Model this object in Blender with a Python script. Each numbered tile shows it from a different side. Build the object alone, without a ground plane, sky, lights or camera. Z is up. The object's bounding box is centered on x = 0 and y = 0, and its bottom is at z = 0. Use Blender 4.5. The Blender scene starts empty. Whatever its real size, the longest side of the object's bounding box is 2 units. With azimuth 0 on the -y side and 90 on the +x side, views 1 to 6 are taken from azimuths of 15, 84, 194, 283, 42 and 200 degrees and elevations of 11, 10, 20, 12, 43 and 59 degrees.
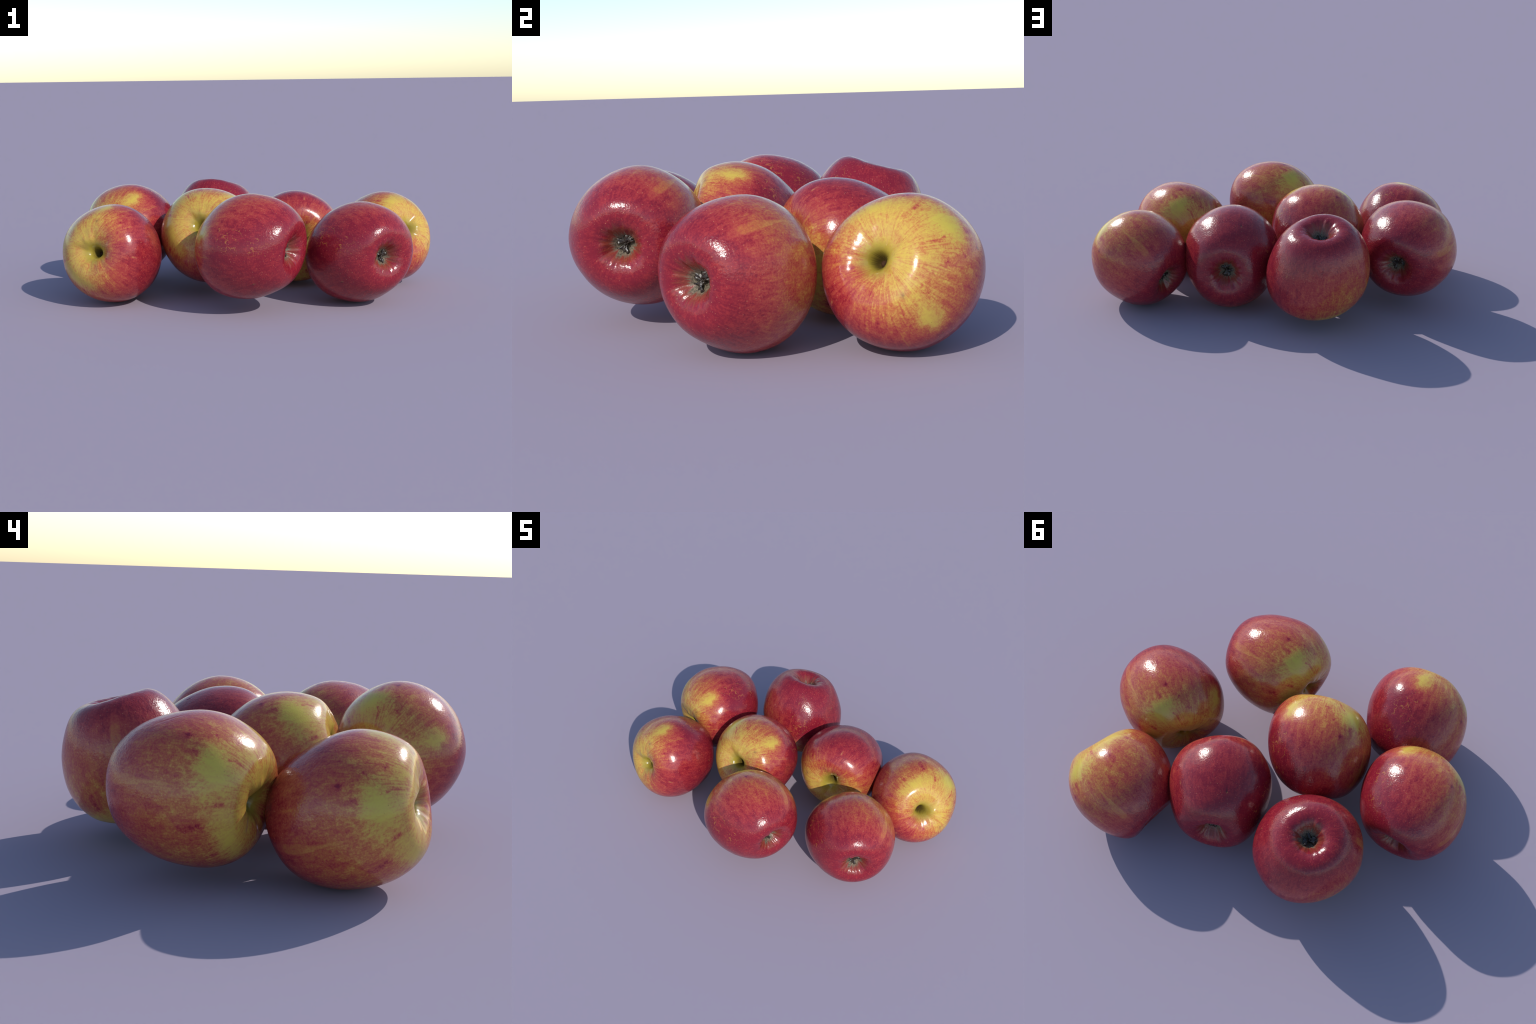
"""Eight ripe apples lying together: round red and yellow fruits with a stem
cavity at one end and a dried calyx in a basin at the other."""
import bpy, math, random
import numpy as np
from mathutils import Quaternion, Vector

# =====================================================================
# FORM
# The body is a mean radius plus smooth swellings, given as spherical
# harmonics (degree, order, size in mm).  Order 0 terms give the meridian
# profile (broad shoulders round the stem, taper and rim round the calyx),
# the others the lopsided lobes of a real fruit.
# =====================================================================
SWELLINGS = [
    (0, 0, 268.05),
    (1, 1, 0.43), (1, -1, -0.4),
    (2, 0, -3.09), (2, 1, -4.55), (2, -1, -3.82), (2, 2, 1.06), (2, -2, 1.88),
    (3, 0, -4.51), (3, 1, 2.81), (3, -1, -1.82), (3, 3, 0.45), (3, -3, 1.26),
    (4, 0, -8.51), (4, 1, 1.33), (4, -1, -0.38), (4, 3, 0.54), (4, -4, -0.49),
    (5, 1, 2.78), (5, -1, -1.99), (5, 2, -0.57), (5, -2, 0.43), (5, 3, 0.34), (5, 5, 0.37), (5, -5, -0.37),
    (6, 0, -4.36), (6, 1, 1.07), (6, -2, -0.46), (6, 3, 0.28), (6, 5, 0.37),
    (7, 1, 1.59), (7, -1, -1.22), (7, 2, -0.41), (7, 7, 0.43),
    (8, 0, -1.61), (8, 1, 0.43), (8, -1, 0.27),
    (9, 1, 0.43), (9, -1, -0.46),
    (10, 0, -0.37), (10, 1, 0.33), (10, 2, 0.27),
]

# hollows, in metres: depth and radius
STEM_CENTRE = (-0.031, 0.012)
STEM_FUNNEL = (-0.012, 0.060)
STEM_PIT = (0.060, 0.025)
STEM_SLOPES = [(-0.072, 0.003, 0.018, 0.036), (0.016, -0.018, -0.018, 0.034)]     # the cavity leans to one side
CALYX_CENTRE = (-0.008, 0.011)
CALYX_DISH = (0.026, 0.068)
CALYX_PIT = (0.015, 0.054)
CALYX_SLOPES = [(0.006, 0.036, 0.018, 0.048)]
PLEAT = 0.0028

# slits and dents in the skin: angle round the core, angle from the stem (degrees),
# half width and half length (degrees), depth (m), lean
SLITS = [
    (221.2, 113.6, 0.55, 2.4, 0.0030, -0.12),
    (232.5, 111.0, 0.50, 3.0, 0.0018, 0.10),
    (226.0, 108.5, 0.40, 2.0, 0.0009, 0.10),
    (339.0, 100.0, 1.1, 9.0, 0.0012, 0.80),
    (332.0, 92.0, 0.7, 5.0, 0.0010, 0.85),
    (325.0, 88.0, 0.6, 3.5, 0.0008, 0.7),
]


def associated_legendre(top, z):
    s = np.sqrt(np.clip(1 - z * z, 0, 1))
    table = {(0, 0): np.ones_like(z)}
    for m in range(top + 1):
        if m:
            table[m, m] = table[m - 1, m - 1] * s * math.sqrt((2 * m + 1) / (2 * m))
        for l in range(m + 1, top + 1):
            a = math.sqrt((4 * l * l - 1) / (l * l - m * m))
            value = z * table[l - 1, m]
            if l - 2 >= m:
                value = value - math.sqrt(((l - 1) ** 2 - m * m) / (4 * (l - 1) ** 2 - 1)) * table[l - 2, m]
            table[l, m] = a * value
    return table


def form_radius(polar, around):
    table = associated_legendre(max(s[0] for s in SWELLINGS), np.cos(polar))
    total = np.zeros_like(polar)
    for degree, order, size in SWELLINGS:
        wave = 1.0 if order == 0 else math.sqrt(2) * (np.cos(order * around) if order > 0 else np.sin(-order * around))
        total = total + size / 1000 * table[degree, abs(order)] * wave
    return total


FULLNESS = 0.0013
LUMP_WAVES = []
_rng = random.Random(21)
for _ in range(36):
    _d = Vector((_rng.gauss(0, 1), _rng.gauss(0, 1), _rng.gauss(0, 1))).normalized()
    LUMP_WAVES.append((_d * _rng.uniform(9, 30), _rng.uniform(0, 6.283)))


def unevenness(polar, around):
    """faint lumps, a fraction of a millimetre to a millimetre, so that highlights break up"""
    x, y, z = np.sin(polar) * np.cos(around), np.sin(polar) * np.sin(around), np.cos(polar)
    total = np.zeros_like(polar)
    for wave, phase in LUMP_WAVES:
        total = total + np.cos(wave.x * x + wave.y * y + wave.z * z + phase) * (4.0 / wave.length) * 0.00022
    return total


def skin_point(polar, around):
    """Position on the skin for an angle from the stem and an angle around the core."""
    r = form_radius(polar, around) + FULLNESS + unevenness(polar, around)
    th, ph = np.degrees(polar), np.degrees(around)
    # slits with a slightly raised lip
    for at_ph, at_th, wide, long, depth, lean in SLITS:
        dth = th - at_th
        dph = (ph - at_ph + 180) % 360 - 180
        u = (dph * math.sin(math.radians(at_th)) - lean * dth) / wide
        v = dth / long
        r = r - depth * np.exp(-v ** 4) * (np.exp(-u * u) - 0.35 * np.exp(-(u / 2.6) ** 2))
    x = r * np.sin(polar) * np.cos(around)
    y = r * np.sin(polar) * np.sin(around)
    z = r * np.cos(polar)
    stem_half = polar < math.pi / 2
    sx, sy = x - STEM_CENTRE[0], y - STEM_CENTRE[1]
    rho = np.hypot(sx, sy)
    ang = np.arctan2(sy, sx)
    furrow = 0.0014 * np.exp(-((rho - 0.085) / 0.035) ** 2) * (np.cos(5 * ang + 0.4) + 0.7 * np.cos(8 * ang + 1.0) + 0.6 * np.cos(13 * ang))
    hollow = STEM_FUNNEL[0] * np.exp(-(rho / STEM_FUNNEL[1]) ** 2) + STEM_PIT[0] * np.exp(-np.abs(rho / STEM_PIT[1]) ** 2.4)
    for dx, dy, depth, wide in STEM_SLOPES:
        hollow = hollow + depth * np.exp(-((x - dx) ** 2 + (y - dy) ** 2) / wide ** 2)
    cx, cy = x - CALYX_CENTRE[0], y - CALYX_CENTRE[1]
    rho_c = np.hypot(cx, cy)
    ang_c = np.arctan2(cy, cx)
    ragged = 1 + 0.10 * np.cos(5 * ang_c + 1.1) + 0.08 * np.cos(2 * ang_c + 0.4) + 0.03 * np.cos(11 * ang_c)
    dish = CALYX_DISH[0] * np.exp(-(rho_c / CALYX_DISH[1]) ** 2) + CALYX_PIT[0] * np.exp(-(rho_c * ragged / CALYX_PIT[1]) ** 4)
    pleat = PLEAT * np.exp(-((rho_c - 0.062) / 0.026) ** 2) * (
        np.cos(5 * ang_c + 0.6 + 1.6 * np.sin(ang_c)) + 0.55 * np.cos(9 * ang_c + 1.0) + 0.35 * np.cos(17 * ang_c))
    # five soft lobes and some puckers on the rim of the basin
    rim = 0.0007 * np.exp(-((rho_c - 0.125) / 0.045) ** 2) * (np.cos(5 * ang_c + 2.0) + 0.6 * np.cos(3 * ang_c + 0.5) + 0.4 * np.cos(12 * ang_c))
    dish = dish + rim
    for dx, dy, depth, wide in CALYX_SLOPES:
        dish = dish + depth * np.exp(-((x - dx) ** 2 + (y - dy) ** 2) / wide ** 2)
    z = z + np.where(stem_half, furrow - hollow, dish + pleat)
    return x, y, z


# =====================================================================
# PLACES: centre of each apple's core and the way the fruit is turned
# =====================================================================
PLACES = [
    ((-0.6262, -0.415, 0.2639), (0.2115, 0.0504, -0.5761, 0.7879)),
    ((-0.7333, 0.1081, 0.3236), (0.3313, 0.2131, -0.6671, 0.6323)),
    ((-0.1926, -0.0738, 0.3233), (0.3771, 0.2539, -0.4172, 0.7869)),
    ((0.1748, -0.4993, 0.3478), (0.6927, -0.1461, -0.7032, -0.0653)),
    ((-0.313, 0.496, 0.3148), (0.0017, -0.3814, 0.9201, -0.0893)),
    ((0.2179, 0.3053, 0.2721), (0.4569, 0.2958, 0.6188, -0.5664)),
    ((0.6731, -0.1549, 0.277), (0.6475, -0.3739, -0.638, -0.184)),
    ((0.7186, 0.4129, 0.2626), (0.6148, 0.5371, 0.1653, 0.5534)),
]


def build_skin_mesh(rows=250, columns=340):
    # rows crowd towards both ends, where the hollows are
    t = np.linspace(0, 1, rows)
    polar = math.pi * (t - 0.62 * np.sin(2 * math.pi * t) / (2 * math.pi))[1:-1]
    around = np.linspace(0, 2 * math.pi, columns, endpoint=False)
    P, A = np.meshgrid(polar, around, indexing="ij")
    verts = np.stack(skin_point(P, A), -1).reshape(-1, 3).tolist()
    for p in (1e-5, math.pi - 1e-5):
        verts.append([float(v[0]) for v in skin_point(np.array([p]), np.array([0.0]))])
    n = len(polar)
    faces = []
    for i in range(n - 1):
        for j in range(columns):
            k = (j + 1) % columns
            faces.append((i * columns + j, (i + 1) * columns + j, (i + 1) * columns + k, i * columns + k))
    top, bottom = n * columns, n * columns + 1
    for j in range(columns):
        k = (j + 1) % columns
        faces.append((top, j, k))
        faces.append((bottom, (n - 1) * columns + k, (n - 1) * columns + j))
    mesh = bpy.data.meshes.new("skin")
    mesh.from_pydata(verts, [], faces)
    mesh.polygons.foreach_set("use_smooth", [True] * len(mesh.polygons))
    mesh.update()
    return mesh


# =====================================================================
# MATERIALS
# =====================================================================
class Nodes:
    """Small helper that lets node maths be written as formulas."""

    def __init__(self, name):
        self.mat = bpy.data.materials.new(name)
        self.mat.use_nodes = True
        self.tree = self.mat.node_tree
        self.tree.nodes.clear()

    def add(self, kind, **settings):
        node = self.tree.nodes.new(kind)
        for key, value in settings.items():
            setattr(node, key, value)
        return node

    def plug(self, socket, value):
        if isinstance(value, bpy.types.NodeSocket):
            self.tree.links.new(value, socket)
        elif value is not None:
            socket.default_value = value

    def math(self, op, a, b=None, c=None, clamp=False):
        node = self.add("ShaderNodeMath", operation=op, use_clamp=clamp)
        for socket, value in zip(node.inputs, (a, b, c)):
            self.plug(socket, value)
        return node.outputs[0]

    def sum(self, *terms):
        total = terms[0]
        for term in terms[1:]:
            total = self.math("ADD", total, term)
        return total

    def mul(self, a, b):
        return self.math("MULTIPLY", a, b)

    def vec(self, x, y, z):
        node = self.add("ShaderNodeCombineXYZ")
        for socket, value in zip(node.inputs, (x, y, z)):
            self.plug(socket, value)
        return node.outputs[0]

    def scaled(self, vector, scale):
        node = self.add("ShaderNodeVectorMath", operation="SCALE")
        self.plug(node.inputs[0], vector)
        self.plug(node.inputs["Scale"], scale)
        return node.outputs[0]

    def noise(self, vector, scale, detail=3.0, rough=0.55, warp=0.0):
        node = self.add("ShaderNodeTexNoise")
        self.plug(node.inputs["Vector"], vector)
        node.inputs["Scale"].default_value = scale
        node.inputs["Detail"].default_value = detail
        node.inputs["Roughness"].default_value = rough
        node.inputs["Distortion"].default_value = warp
        return node.outputs[0]

    def voronoi(self, vector, scale, feature="F1", random=1.0):
        node = self.add("ShaderNodeTexVoronoi", feature=feature)
        self.plug(node.inputs["Vector"], vector)
        node.inputs["Scale"].default_value = scale
        node.inputs["Randomness"].default_value = random
        return node

    def step(self, value, low, high):
        """smooth step from 0 at low to 1 at high (low may lie above high)"""
        node = self.add("ShaderNodeMapRange", interpolation_type="SMOOTHSTEP")
        self.plug(node.inputs["Value"], value)
        flip = low > high
        for name, v in zip(("From Min", "From Max", "To Min", "To Max"), (min(low, high), max(low, high), 1.0 if flip else 0.0, 0.0 if flip else 1.0)):
            node.inputs[name].default_value = v
        return node.outputs[0]

    def curve(self, value, points):
        """piecewise linear profile of a value given as (place, height) points"""
        lo, hi = points[0][0], points[-1][0]
        node = self.add("ShaderNodeValToRGB")
        node.color_ramp.interpolation = "LINEAR"
        unit = self.math("DIVIDE", self.math("SUBTRACT", value, lo), hi - lo, clamp=True)
        self.plug(node.inputs[0], unit)
        ramp = node.color_ramp.elements
        while len(ramp) < len(points):
            ramp.new(0.5)
        for element, (place, height) in zip(ramp, points):
            element.position = (place - lo) / (hi - lo)
            element.color = (height, height, height, 1)
        return node.outputs[0]

    def ramp(self, value, stops):
        node = self.add("ShaderNodeValToRGB")
        self.plug(node.inputs[0], value)
        ramp = node.color_ramp.elements
        while len(ramp) < len(stops):
            ramp.new(0.5)
        for element, (place, colour) in zip(ramp, stops):
            element.position = place
            element.color = (*colour, 1)
        return node.outputs[0]

    def mix(self, mask, a, b):
        node = self.add("ShaderNodeMix", data_type="RGBA")
        self.plug(node.inputs[0], mask)
        for socket, value in ((node.inputs[6], a), (node.inputs[7], b)):
            self.plug(socket, value if isinstance(value, bpy.types.NodeSocket) else (*value, 1))
        return node.outputs[2]

    def bump(self, height, strength, distance, normal=None):
        node = self.add("ShaderNodeBump")
        self.plug(node.inputs["Height"], height)
        self.plug(node.inputs["Strength"], strength)
        node.inputs["Distance"].default_value = distance
        if normal is not None:
            self.plug(node.inputs["Normal"], normal)
        return node.outputs[0]

    def finish(self, colour, roughness, normal=None, coat=0.0, specular=0.5):
        shader = self.add("ShaderNodeBsdfPrincipled")
        self.plug(shader.inputs["Base Color"], colour if isinstance(colour, bpy.types.NodeSocket) else (*colour, 1))
        self.plug(shader.inputs["Roughness"], roughness)
        shader.inputs["Coat Weight"].default_value = coat
        shader.inputs["Coat Roughness"].default_value = 0.12
        shader.inputs["Specular IOR Level"].default_value = specular
        if normal is not None:
            self.plug(shader.inputs["Normal"], normal)
        out = self.add("ShaderNodeOutputMaterial")
        self.tree.links.new(shader.outputs[0], out.inputs[0])
        return self.mat


def skin_material():
    n = Nodes("apple_skin")
    place = n.add("ShaderNodeTexCoord").outputs["Object"]
    split = n.add("ShaderNodeSeparateXYZ")
    n.plug(split.inputs[0], place)
    x, y, z = split.outputs

    def angle(a, b):
        return n.mul(n.math("ARCTAN2", a, b), 180 / math.pi)

    rho = n.math("MAXIMUM", n.math("SQRT", n.math("ADD", n.mul(x, x), n.mul(y, y))), 1e-4)
    cx, cy = n.math("DIVIDE", x, rho), n.math("DIVIDE", y, rho)
    polar = angle(rho, z)                      # 0 at the stem, 180 at the calyx
    # ragged version of the polar angle, so that no patch has a clean edge
    wobble = n.math("SUBTRACT", n.noise(place, 10, 6, 0.72), 0.5)
    wobble2 = n.math("SUBTRACT", n.noise(n.scaled(place, -1.0), 12, 6, 0.72), 0.5)
    polar_w = n.math("ADD", polar, n.mul(wobble, 26))

    def turn(about, ragged=0.0):
        """angle around the core, measured from a meridian (degrees, wrapped)"""
        c, s = math.cos(math.radians(about)), math.sin(math.radians(about))
        a = angle(n.math("SUBTRACT", n.mul(y, c), n.mul(x, s)), n.math("ADD", n.mul(x, c), n.mul(y, s)))
        return n.math("ADD", a, n.mul(wobble2, ragged)) if ragged else a

    def patch(around, down, wide, tall, ragged=1.0, power=1):
        u = n.mul(turn(around, 16 * ragged), math.sin(math.radians(down)) / wide)
        v = n.mul(n.math("SUBTRACT", polar_w if ragged else polar, down), 1 / tall)
        q = n.math("ADD", n.mul(u, u), n.mul(v, v))
        if power == 2:
            q = n.mul(q, q)
        return n.math("EXPONENT", n.mul(q, -1.0))

    # --- ripeness: 0 yellow, 1 deep red -----------------------------------
    # three meridian profiles (sunny side, flanks, shaded side) blended around the core
    sunny = n.curve(polar_w, [(8, 0.25), (20, 0.42), (30, 0.62), (45, 0.82), (60, 0.91), (90, 0.94), (180, 0.98)])
    flank = n.curve(polar_w, [(8, 0.14), (30, 0.26), (45, 0.36), (60, 0.55), (75, 0.66), (90, 0.71), (105, 0.77), (120, 0.86), (140, 0.96), (180, 1.0)])
    shade = n.curve(polar_w, [(8, 0.12), (30, 0.26), (45, 0.33), (60, 0.43), (75, 0.51), (90, 0.55), (105, 0.61), (120, 0.72), (138, 0.92), (180, 1.0)])
    sun_way = math.radians(198)
    c1 = n.sum(n.mul(cx, math.cos(sun_way)), n.mul(cy, math.sin(sun_way)), n.mul(wobble2, 0.25))
    c2 = n.math("SUBTRACT", n.mul(n.mul(c1, c1), 2.0), 1.0)
    both = n.math("ADD", sunny, shade)
    ripe = n.sum(n.mul(n.math("ADD", both, n.mul(flank, 2.0)), 0.25),
                 n.mul(n.mul(n.math("SUBTRACT", sunny, shade), 0.5), c1),
                 n.mul(n.mul(n.math("SUBTRACT", both, n.mul(flank, 2.0)), 0.25), c2))
    # patches where leaves kept the sun off, and extra blush
    green_patch = patch(13, 53, 16, 13, 1.0)
    for mask, amount in ((green_patch, -0.40),
                         (patch(88, 44, 20, 9), -0.24),
                         (patch(285, 56, 8.5, 14, 0.8), -0.52),
                         (patch(328, 46, 26, 15), 0.10),
                         (patch(97, 84, 30, 26), -0.10),
                         (patch(60, 64, 10, 9), 0.18),
                         (patch(352, 68, 14, 9), 0.12),
                         (patch(285, 100, 40, 34), 0.16),
                         (patch(268, 82, 22, 16), 0.14),
                         (patch(328, 88, 20, 16), 0.10)):
        ripe = n.math("ADD", ripe, n.mul(mask, amount))

    # streaks that run from the stem towards the calyx, blotches and fine mottling
    def streak_space(across, along):
        return n.vec(n.mul(cx, across), n.mul(cy, across), n.mul(polar, along / 57.3))
    fine_streak = n.noise(streak_space(21, 2.8), 1.0, 4, 0.60, 0.4)
    broad_streak = n.noise(streak_space(9, 4.5), 1.0, 4, 0.65, 0.4)
    blotch = n.noise(place, 30, 4, 0.7, 0.5)
    grain = n.noise(place, 130, 3, 0.7)
    flat = n.sum(n.mul(n.math("SUBTRACT", fine_streak, 0.5), n.curve(polar, [(20, 0.75), (45, 0.62), (70, 0.42)])), n.mul(n.math("SUBTRACT", broad_streak, 0.5), 0.45),
                 n.mul(n.math("SUBTRACT", blotch, 0.5), 0.62), n.mul(n.math("SUBTRACT", grain, 0.5), 0.72))
    # mottling is strongest in the half ripe parts
    middle = n.math("ADD", 0.52, n.mul(n.math("MULTIPLY", n.math("SUBTRACT", 1.0, ripe, clamp=True), n.math("ADD", ripe, 0.12, clamp=True)), 1.9))
    ripe = n.math("ADD", ripe, n.mul(flat, middle))

    dash_grain = n.noise(place, 70, 3, 0.6, 0.5)
    # dark red dashes on the shaded side
    for around, down, wide, tall in ((0.3, 44, 0.9, 4.5), (354, 75, 2.6, 4), (346, 57, 2.4, 3.5), (81, 62, 2.2, 4), (62, 62, 2.4, 4.5),
                                     (62, 70, 2.0, 3), (300, 37, 2.6, 4), (97, 58, 1.8, 4), (336, 46, 2.4, 3), (5, 69, 2.0, 3), (45, 43, 1.4, 3), (359, 36, 1.4, 4)):
        ripe = n.math("ADD", ripe, n.mul(n.mul(patch(around, down, wide * 1.2, tall * 1.1, 0.35), n.step(dash_grain, 0.34, 0.66)), 0.40))

    # the pale band that a leaf left, narrow near the middle and broad below
    band_off = n.math("ABSOLUTE", n.math("ADD", turn(30.8, 1.5), n.mul(wobble, 3)))
    band_wide = n.curve(polar, [(76, 0.4), (84, 1.3), (100, 1.8), (108, 3.0), (114, 4.6), (130, 5.2), (140, 3.0), (146, 0.3)])
    band = n.math("MULTIPLY", n.step(n.math("DIVIDE", band_off, band_wide), 1.25, 0.55),
                  n.curve(polar, [(74, 0), (82, 0.8), (100, 1.0), (124, 0.8), (142, 0.0)]))
    ripe = n.math("ADD", n.mul(ripe, n.math("SUBTRACT", 1.0, n.mul(band, 0.42))), n.mul(band, 0.10))
    ripe = n.math("ADD", ripe, 0.0, clamp=True)

    colour = n.ramp(ripe, [(0.0, (0.59, 0.41, 0.068)), (0.2, (0.55, 0.325, 0.068)), (0.36, (0.51, 0.21, 0.055)), (0.52, (0.445, 0.118, 0.043)),
                           (0.68, (0.395, 0.062, 0.042)), (0.84, (0.325, 0.028, 0.032)), (1.0, (0.205, 0.010, 0.023))])
    unripe = n.step(ripe, 0.45, 0.10)
    colour = n.mix(n.mul(n.mul(green_patch, unripe), 0.45), colour, (0.46, 0.42, 0.055))

    # russet net: broken pale cracks on one flank
    bent = n.add("ShaderNodeVectorMath", operation="ADD")
    n.plug(bent.inputs[0], place)
    warp = n.add("ShaderNodeTexNoise")
    n.plug(warp.inputs["Vector"], place)
    warp.inputs["Scale"].default_value = 40
    n.plug(bent.inputs[1], n.scaled(warp.outputs["Color"], 0.012))
    crack = n.voronoi(bent.outputs[0], 50, "DISTANCE_TO_EDGE").outputs["Distance"]
    broken = n.step(n.noise(place, 40, 3, 0.6), 0.50, 0.62)
    net_zone = n.math("MAXIMUM", patch(281, 100, 15, 20, 0.6, 2), n.mul(patch(274, 128, 20, 22, 0.6), 0.55))
    net = n.mul(n.mul(n.step(crack, 0.10, 0.02), broken), n.step(n.mul(net_zone, n.math("ADD", 0.4, blotch)), 0.25, 0.6))
    curl = n.step(n.math("ABSOLUTE", n.math("ADD", turn(259, 2.0), n.mul(wobble, 8))), 0.9, 0.3)
    curl = n.mul(curl, n.mul(n.step(polar, 48, 56), n.step(polar, 76, 68)))
    net = n.math("MAXIMUM", net, n.mul(curl, 0.6))
    colour = n.mix(n.mul(net, 0.62), colour, (0.50, 0.20, 0.045))

    # lenticels: pale dots in the red, small dark ones in the yellow
    dots = n.voronoi(place, 84)
    size = n.add("ShaderNodeSeparateColor")
    n.plug(size.inputs[0], dots.outputs["Color"])
    reach = n.math("ADD", 0.08, n.mul(size.outputs[0], 0.13))
    dot = n.step(n.math("DIVIDE", dots.outputs["Distance"], reach), 1.1, 0.5)
    few = n.mul(n.step(size.outputs[1], 0.1, 0.2), n.step(polar, 18, 40))
    red_part = n.step(ripe, 0.5, 0.75)
    colour = n.mix(n.mul(n.mul(dot, few), n.mul(red_part, 0.55)), colour, (0.52, 0.21, 0.12))
    dark_dot = n.mul(n.mul(dot, n.step(size.outputs[1], 0.7, 0.8)), n.math("SUBTRACT", 1.0, red_part))
    colour = n.mix(n.mul(dark_dot, 0.55), colour, (0.25, 0.16, 0.03))

    # olive, then brown, down in the stem cavity
    sx, sy = n.math("SUBTRACT", x, STEM_CENTRE[0]), n.math("SUBTRACT", y, STEM_CENTRE[1])
    stem_rho = n.math("ADD", n.math("SQRT", n.math("ADD", n.mul(sx, sx), n.mul(sy, sy))), n.mul(n.math("SUBTRACT", fine_streak, 0.5), 0.03))
    upper = n.step(z, 0.0, 0.05)
    colour = n.mix(n.mul(n.mul(n.step(stem_rho, 0.085, 0.030), upper), 0.85), colour, (0.29, 0.24, 0.03))
    colour = n.mix(n.mul(n.mul(n.step(stem_rho, 0.036, 0.014), upper), 0.9), colour, (0.065, 0.042, 0.014))

    # calyx basin: brown rays, then grey felt round the sepals
    kx, ky = n.math("SUBTRACT", x, CALYX_CENTRE[0]), n.math("SUBTRACT", y, CALYX_CENTRE[1])
    calyx_rho = n.math("SQRT", n.math("ADD", n.mul(kx, kx), n.mul(ky, ky)))
    kang_x, kang_y = n.math("DIVIDE", kx, calyx_rho), n.math("DIVIDE", ky, calyx_rho)
    ray = n.noise(n.vec(n.mul(kang_x, 5), n.mul(kang_y, 5), n.mul(calyx_rho, 14)), 1.0, 3, 0.6, 0.3)
    lower = n.step(z, 0.0, -0.05)
    ray_reach = n.math("SUBTRACT", calyx_rho, n.mul(n.math("SUBTRACT", ray, 0.5), 0.11))
    colour = n.mix(n.mul(n.mul(n.step(ray_reach, 0.088, 0.045), lower), 0.5), colour, (0.22, 0.075, 0.030))
    felt = n.mul(n.step(n.math("SUBTRACT", calyx_rho, n.mul(n.math("SUBTRACT", ray, 0.5), 0.060)), 0.052, 0.034), lower)
    felt_colour = n.mix(n.step(grain, 0.35, 0.65), (0.07, 0.052, 0.032), (0.19, 0.155, 0.10))
    colour = n.mix(felt, colour, felt_colour)

    # healed slits, and a bruise near the stem
    for around, down, wide, tall, amount, tint in ((221.2, 113.6, 0.6, 2.4, 0.9, (0.05, 0.022, 0.015)), (222.2, 115.2, 0.7, 1.2, 0.7, (0.36, 0.17, 0.06)),
                                                    (277, 28, 1.0, 1.6, 0.7, (0.10, 0.055, 0.03)), (277, 28, 3.0, 3.5, 0.35, (0.35, 0.16, 0.06)),
                                                    (193, 56, 0.7, 2.0, 0.6, (0.55, 0.25, 0.10)), (162, 105, 0.8, 2.2, 0.5, (0.50, 0.20, 0.08)),
                                                    (285, 76, 1.0, 1.0, 0.5, (0.22, 0.08, 0.03)), (300, 75, 0.8, 0.8, 0.5, (0.22, 0.08, 0.03))):
        colour = n.mix(n.mul(patch(around, down, wide, tall, 0.08), amount), colour, tint)

    # a little pore relief, strongest towards the calyx, on a glossy waxed skin
    pores = n.noise(place, 150, 2, 0.5)
    waves = n.noise(place, 34, 2, 0.5)
    strength = n.curve(polar, [(20, 0.06), (60, 0.12), (95, 0.22), (140, 0.28)])
    normal = n.bump(n.math("ADD", n.mul(pores, 0.6), n.mul(waves, 1.0)), strength, 0.006)
    rough = n.math("ADD", n.mul(n.math("SUBTRACT", blotch, 0.5), 0.05), n.math("ADD", 0.20, n.mul(felt, 0.45)))
    return n.finish(colour, rough, normal, coat=0.0, specular=0.5)


def sepal_material():
    n = Nodes("dried_sepal")
    place = n.add("ShaderNodeTexCoord").outputs["Object"]
    streak = n.noise(place, 120, 4, 0.6)
    colour = n.ramp(streak, [(0.35, (0.012, 0.009, 0.007)), (0.55, (0.035, 0.024, 0.016)), (0.75, (0.11, 0.085, 0.055))])
    return n.finish(colour, 0.22, n.bump(streak, 0.6, 0.004), specular=0.6)


def felt_material():
    n = Nodes("dried_filament")
    place = n.add("ShaderNodeTexCoord").outputs["Object"]
    fuzz = n.noise(place, 160, 4, 0.7)
    return n.finish(n.ramp(fuzz, [(0.35, (0.06, 0.042, 0.025)), (0.7, (0.24, 0.19, 0.12))]), 0.7, n.bump(fuzz, 0.6, 0.003))


def stem_material():
    n = Nodes("dry_stem")
    place = n.add("ShaderNodeTexCoord").outputs["Object"]
    fibre = n.noise(place, 90, 4, 0.65)
    return n.finish(n.ramp(fibre, [(0.3, (0.03, 0.014, 0.008)), (0.7, (0.075, 0.035, 0.016))]), 0.75, n.bump(fibre, 0.5, 0.004), specular=0.1)


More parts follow.
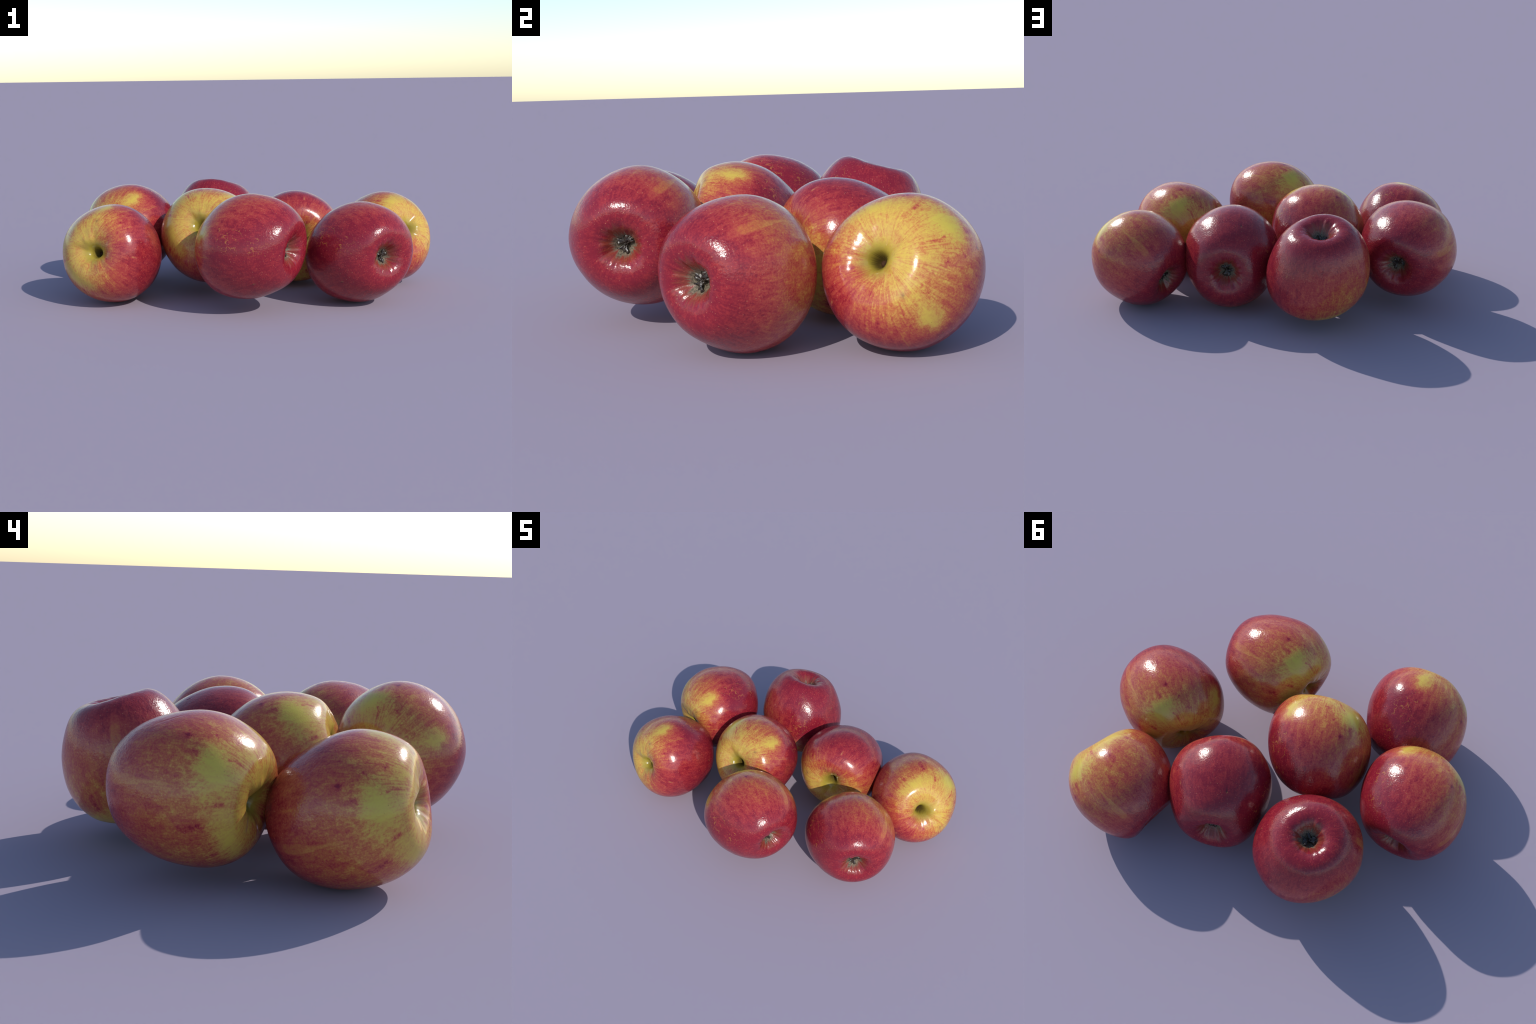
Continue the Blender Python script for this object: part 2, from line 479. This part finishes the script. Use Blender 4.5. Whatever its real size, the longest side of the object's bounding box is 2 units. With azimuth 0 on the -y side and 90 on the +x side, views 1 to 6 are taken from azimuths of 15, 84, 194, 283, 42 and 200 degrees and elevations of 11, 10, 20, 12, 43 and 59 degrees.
# =====================================================================
# SMALL PARTS
# =====================================================================
def tube_mesh(name, spine, radii, sides=10):
    """round or flat tube through spine points; radii are (side, thickness) pairs"""
    verts, faces = [], []
    for i, p in enumerate(spine):
        p = Vector(p)
        ahead = Vector(spine[min(i + 1, len(spine) - 1)]) - Vector(spine[max(i - 1, 0)])
        ahead.normalize()
        side = ahead.cross(Vector((0, 0, 1)))
        if side.length < 1e-3:
            side = Vector((1, 0, 0))
        side.normalize()
        up = side.cross(ahead)
        for k in range(sides):
            a = 2 * math.pi * k / sides
            verts.append(p + side * (radii[i][0] * math.cos(a)) + up * (radii[i][1] * math.sin(a)))
    for i in range(len(spine) - 1):
        for k in range(sides):
            m = (k + 1) % sides
            faces.append((i * sides + k, i * sides + m, (i + 1) * sides + m, (i + 1) * sides + k))
    faces.append(tuple(reversed(range(sides))))
    faces.append(tuple(range((len(spine) - 1) * sides, len(spine) * sides)))
    mesh = bpy.data.meshes.new(name)
    mesh.from_pydata([tuple(v) for v in verts], [], faces)
    mesh.polygons.foreach_set("use_smooth", [True] * len(mesh.polygons))
    mesh.update()
    return mesh


def floor_of(half):
    p = 0.02 if half == "stem" else math.pi - 0.02
    x0, y0 = STEM_CENTRE if half == "stem" else CALYX_CENTRE
    sign = 1 if half == "stem" else -1
    r = 0.2
    for _ in range(8):          # find the skin point straight above the hollow's centre
        polar = np.array([math.atan2(math.hypot(x0, y0), sign * abs(r))])
        around = np.array([math.atan2(y0, x0)])
        x, y, z = skin_point(polar, around)
        r = float(np.cos(polar[0]) * form_radius(polar, around)[0])
    return float(z[0])


def build_stem(material):
    z = floor_of("stem")
    x, y = STEM_CENTRE
    spine = [(x + 0.001 * i, y - 0.0008 * i, z - 0.006 + 0.0048 * i) for i in range(5)]
    mesh = tube_mesh("stem", spine, [(0.012, 0.012), (0.011, 0.011), (0.0105, 0.0105), (0.012, 0.011), (0.008, 0.008)], 12)
    mesh.materials.append(material)
    return mesh


def build_sepal(seed, material):
    """a dried, crumpled sepal that leans in over the middle of the calyx"""
    rng = random.Random(seed)
    length, wide = 0.042 + 0.024 * rng.random(), 0.013 + 0.007 * rng.random()
    height, twist = 0.010 + 0.011 * rng.random(), rng.uniform(-0.9, 0.9)
    steps, across = 14, 7
    verts, faces = [], []
    for layer in (0, 1):
        for i in range(steps):
            t = i / (steps - 1)
            half = wide * (1 - t) ** 0.65 * (0.8 + 0.35 * math.sin(math.pi * t)) * (0.85 + 0.3 * rng.random()) + 0.0010
            out = 0.044 - length * t * (0.75 + 0.35 * t)
            up = height * math.sin(math.pi * min(1.0, 0.15 + 0.85 * t)) + 0.004 * t
            for k in range(across):
                s = 2 * k / (across - 1) - 1
                side = half * s
                fold = 0.0035 * math.cos(4.5 * s + seed) + 0.003 * math.sin(9 * t + 3 * s + seed)
                turn = twist * t
                y = side * math.cos(turn) + 0.006 * math.sin(2.6 * t + seed)
                z = up + side * math.sin(turn) + fold + (0.0022 * (1 - s * s) + 0.0008) * layer
                verts.append((out, y, -z))
    half_count = steps * across
    def at(layer, i, k):
        return layer * half_count + i * across + k
    for i in range(steps - 1):
        for k in range(across - 1):
            faces.append((at(0, i, k), at(0, i, k + 1), at(0, i + 1, k + 1), at(0, i + 1, k)))
            faces.append((at(1, i, k), at(1, i + 1, k), at(1, i + 1, k + 1), at(1, i, k + 1)))
        for k, flip in ((0, False), (across - 1, True)):
            quad = (at(0, i, k), at(0, i + 1, k), at(1, i + 1, k), at(1, i, k))
            faces.append(tuple(reversed(quad)) if flip else quad)
    for i, flip in ((0, True), (steps - 1, False)):
        for k in range(across - 1):
            quad = (at(0, i, k), at(0, i, k + 1), at(1, i, k + 1), at(1, i, k))
            faces.append(tuple(reversed(quad)) if flip else quad)
    mesh = bpy.data.meshes.new("sepal")
    mesh.from_pydata(verts, [], faces)
    mesh.polygons.foreach_set("use_smooth", [True] * len(mesh.polygons))
    mesh.update()
    mesh.materials.append(material)
    return mesh


def build_filaments(material):
    """the withered stamens in the middle, one bristly tuft"""
    rng = random.Random(5)
    verts, faces = [], []
    for k in range(26):
        a, d = rng.uniform(0, 6.283), 0.030 * math.sqrt(rng.random())
        lean = Vector((rng.uniform(-1, 1), rng.uniform(-1, 1), 0)) * 0.006
        base = Vector((d * math.cos(a), d * math.sin(a), 0.003))
        tip = base + lean + Vector((0, 0, -rng.uniform(0.008, 0.018)))
        part = tube_mesh("filament", [tuple(base), tuple(base.lerp(tip, 0.5) + lean * 0.2), tuple(tip)],
                         [(0.0012, 0.0012), (0.001, 0.001), (0.0006, 0.0006)], 5)
        shift = len(verts)
        verts += [tuple(v.co) for v in part.vertices]
        faces += [tuple(i + shift for i in f.vertices) for f in part.polygons]
        bpy.data.meshes.remove(part)
    mesh = bpy.data.meshes.new("filaments")
    mesh.from_pydata(verts, [], faces)
    mesh.materials.append(material)
    return mesh


# =====================================================================
# ASSEMBLY
# =====================================================================
def place_part(name, mesh, parent, offset, turn=None):
    obj = bpy.data.objects.new(name, mesh)
    bpy.context.collection.objects.link(obj)
    obj.parent = parent
    obj.location = offset
    if turn is not None:
        obj.rotation_mode = "QUATERNION"
        obj.rotation_quaternion = turn
    return obj


def main():
    skin = build_skin_mesh()
    skin.materials.append(skin_material())
    stem = build_stem(stem_material())
    sepal_look = sepal_material()
    sepals = [build_sepal(s, sepal_look) for s in (1, 4, 7, 9, 12)]
    tuft = build_filaments(felt_material())
    calyx_floor = Vector((CALYX_CENTRE[0], CALYX_CENTRE[1], floor_of("calyx")))
    points = np.array([v.co[:] for v in skin.vertices])

    for centre, quaternion in PLACES:
        turn = Quaternion(quaternion).normalized()
        world = points @ np.array(turn.to_matrix()).T + np.array(centre)
        low = world[world[:, 2].argmin()]
        apple = bpy.data.objects.new("apple", None)
        bpy.context.collection.objects.link(apple)
        apple.empty_display_size = 0.1
        apple.location = low
        apple.rotation_mode = "QUATERNION"
        apple.rotation_quaternion = turn
        apple["label"] = "glossy red apple with yellow streaked shoulders and dried calyx"
        apple["category"] = "apple"
        core = turn.inverted() @ (Vector(centre) - Vector(low))
        place_part("skin", skin, apple, core)
        place_part("stem", stem, apple, core)
        calyx = place_part("calyx", tuft, apple, core + calyx_floor)
        calyx["kind"] = "stuff"
        for k, sepal in enumerate(sepals):
            angle = math.radians((15, 62, 150, 215, 300)[k])
            place_part("sepal", sepal, calyx, (0, 0, 0), Quaternion((0, 0, 1), angle))


main()
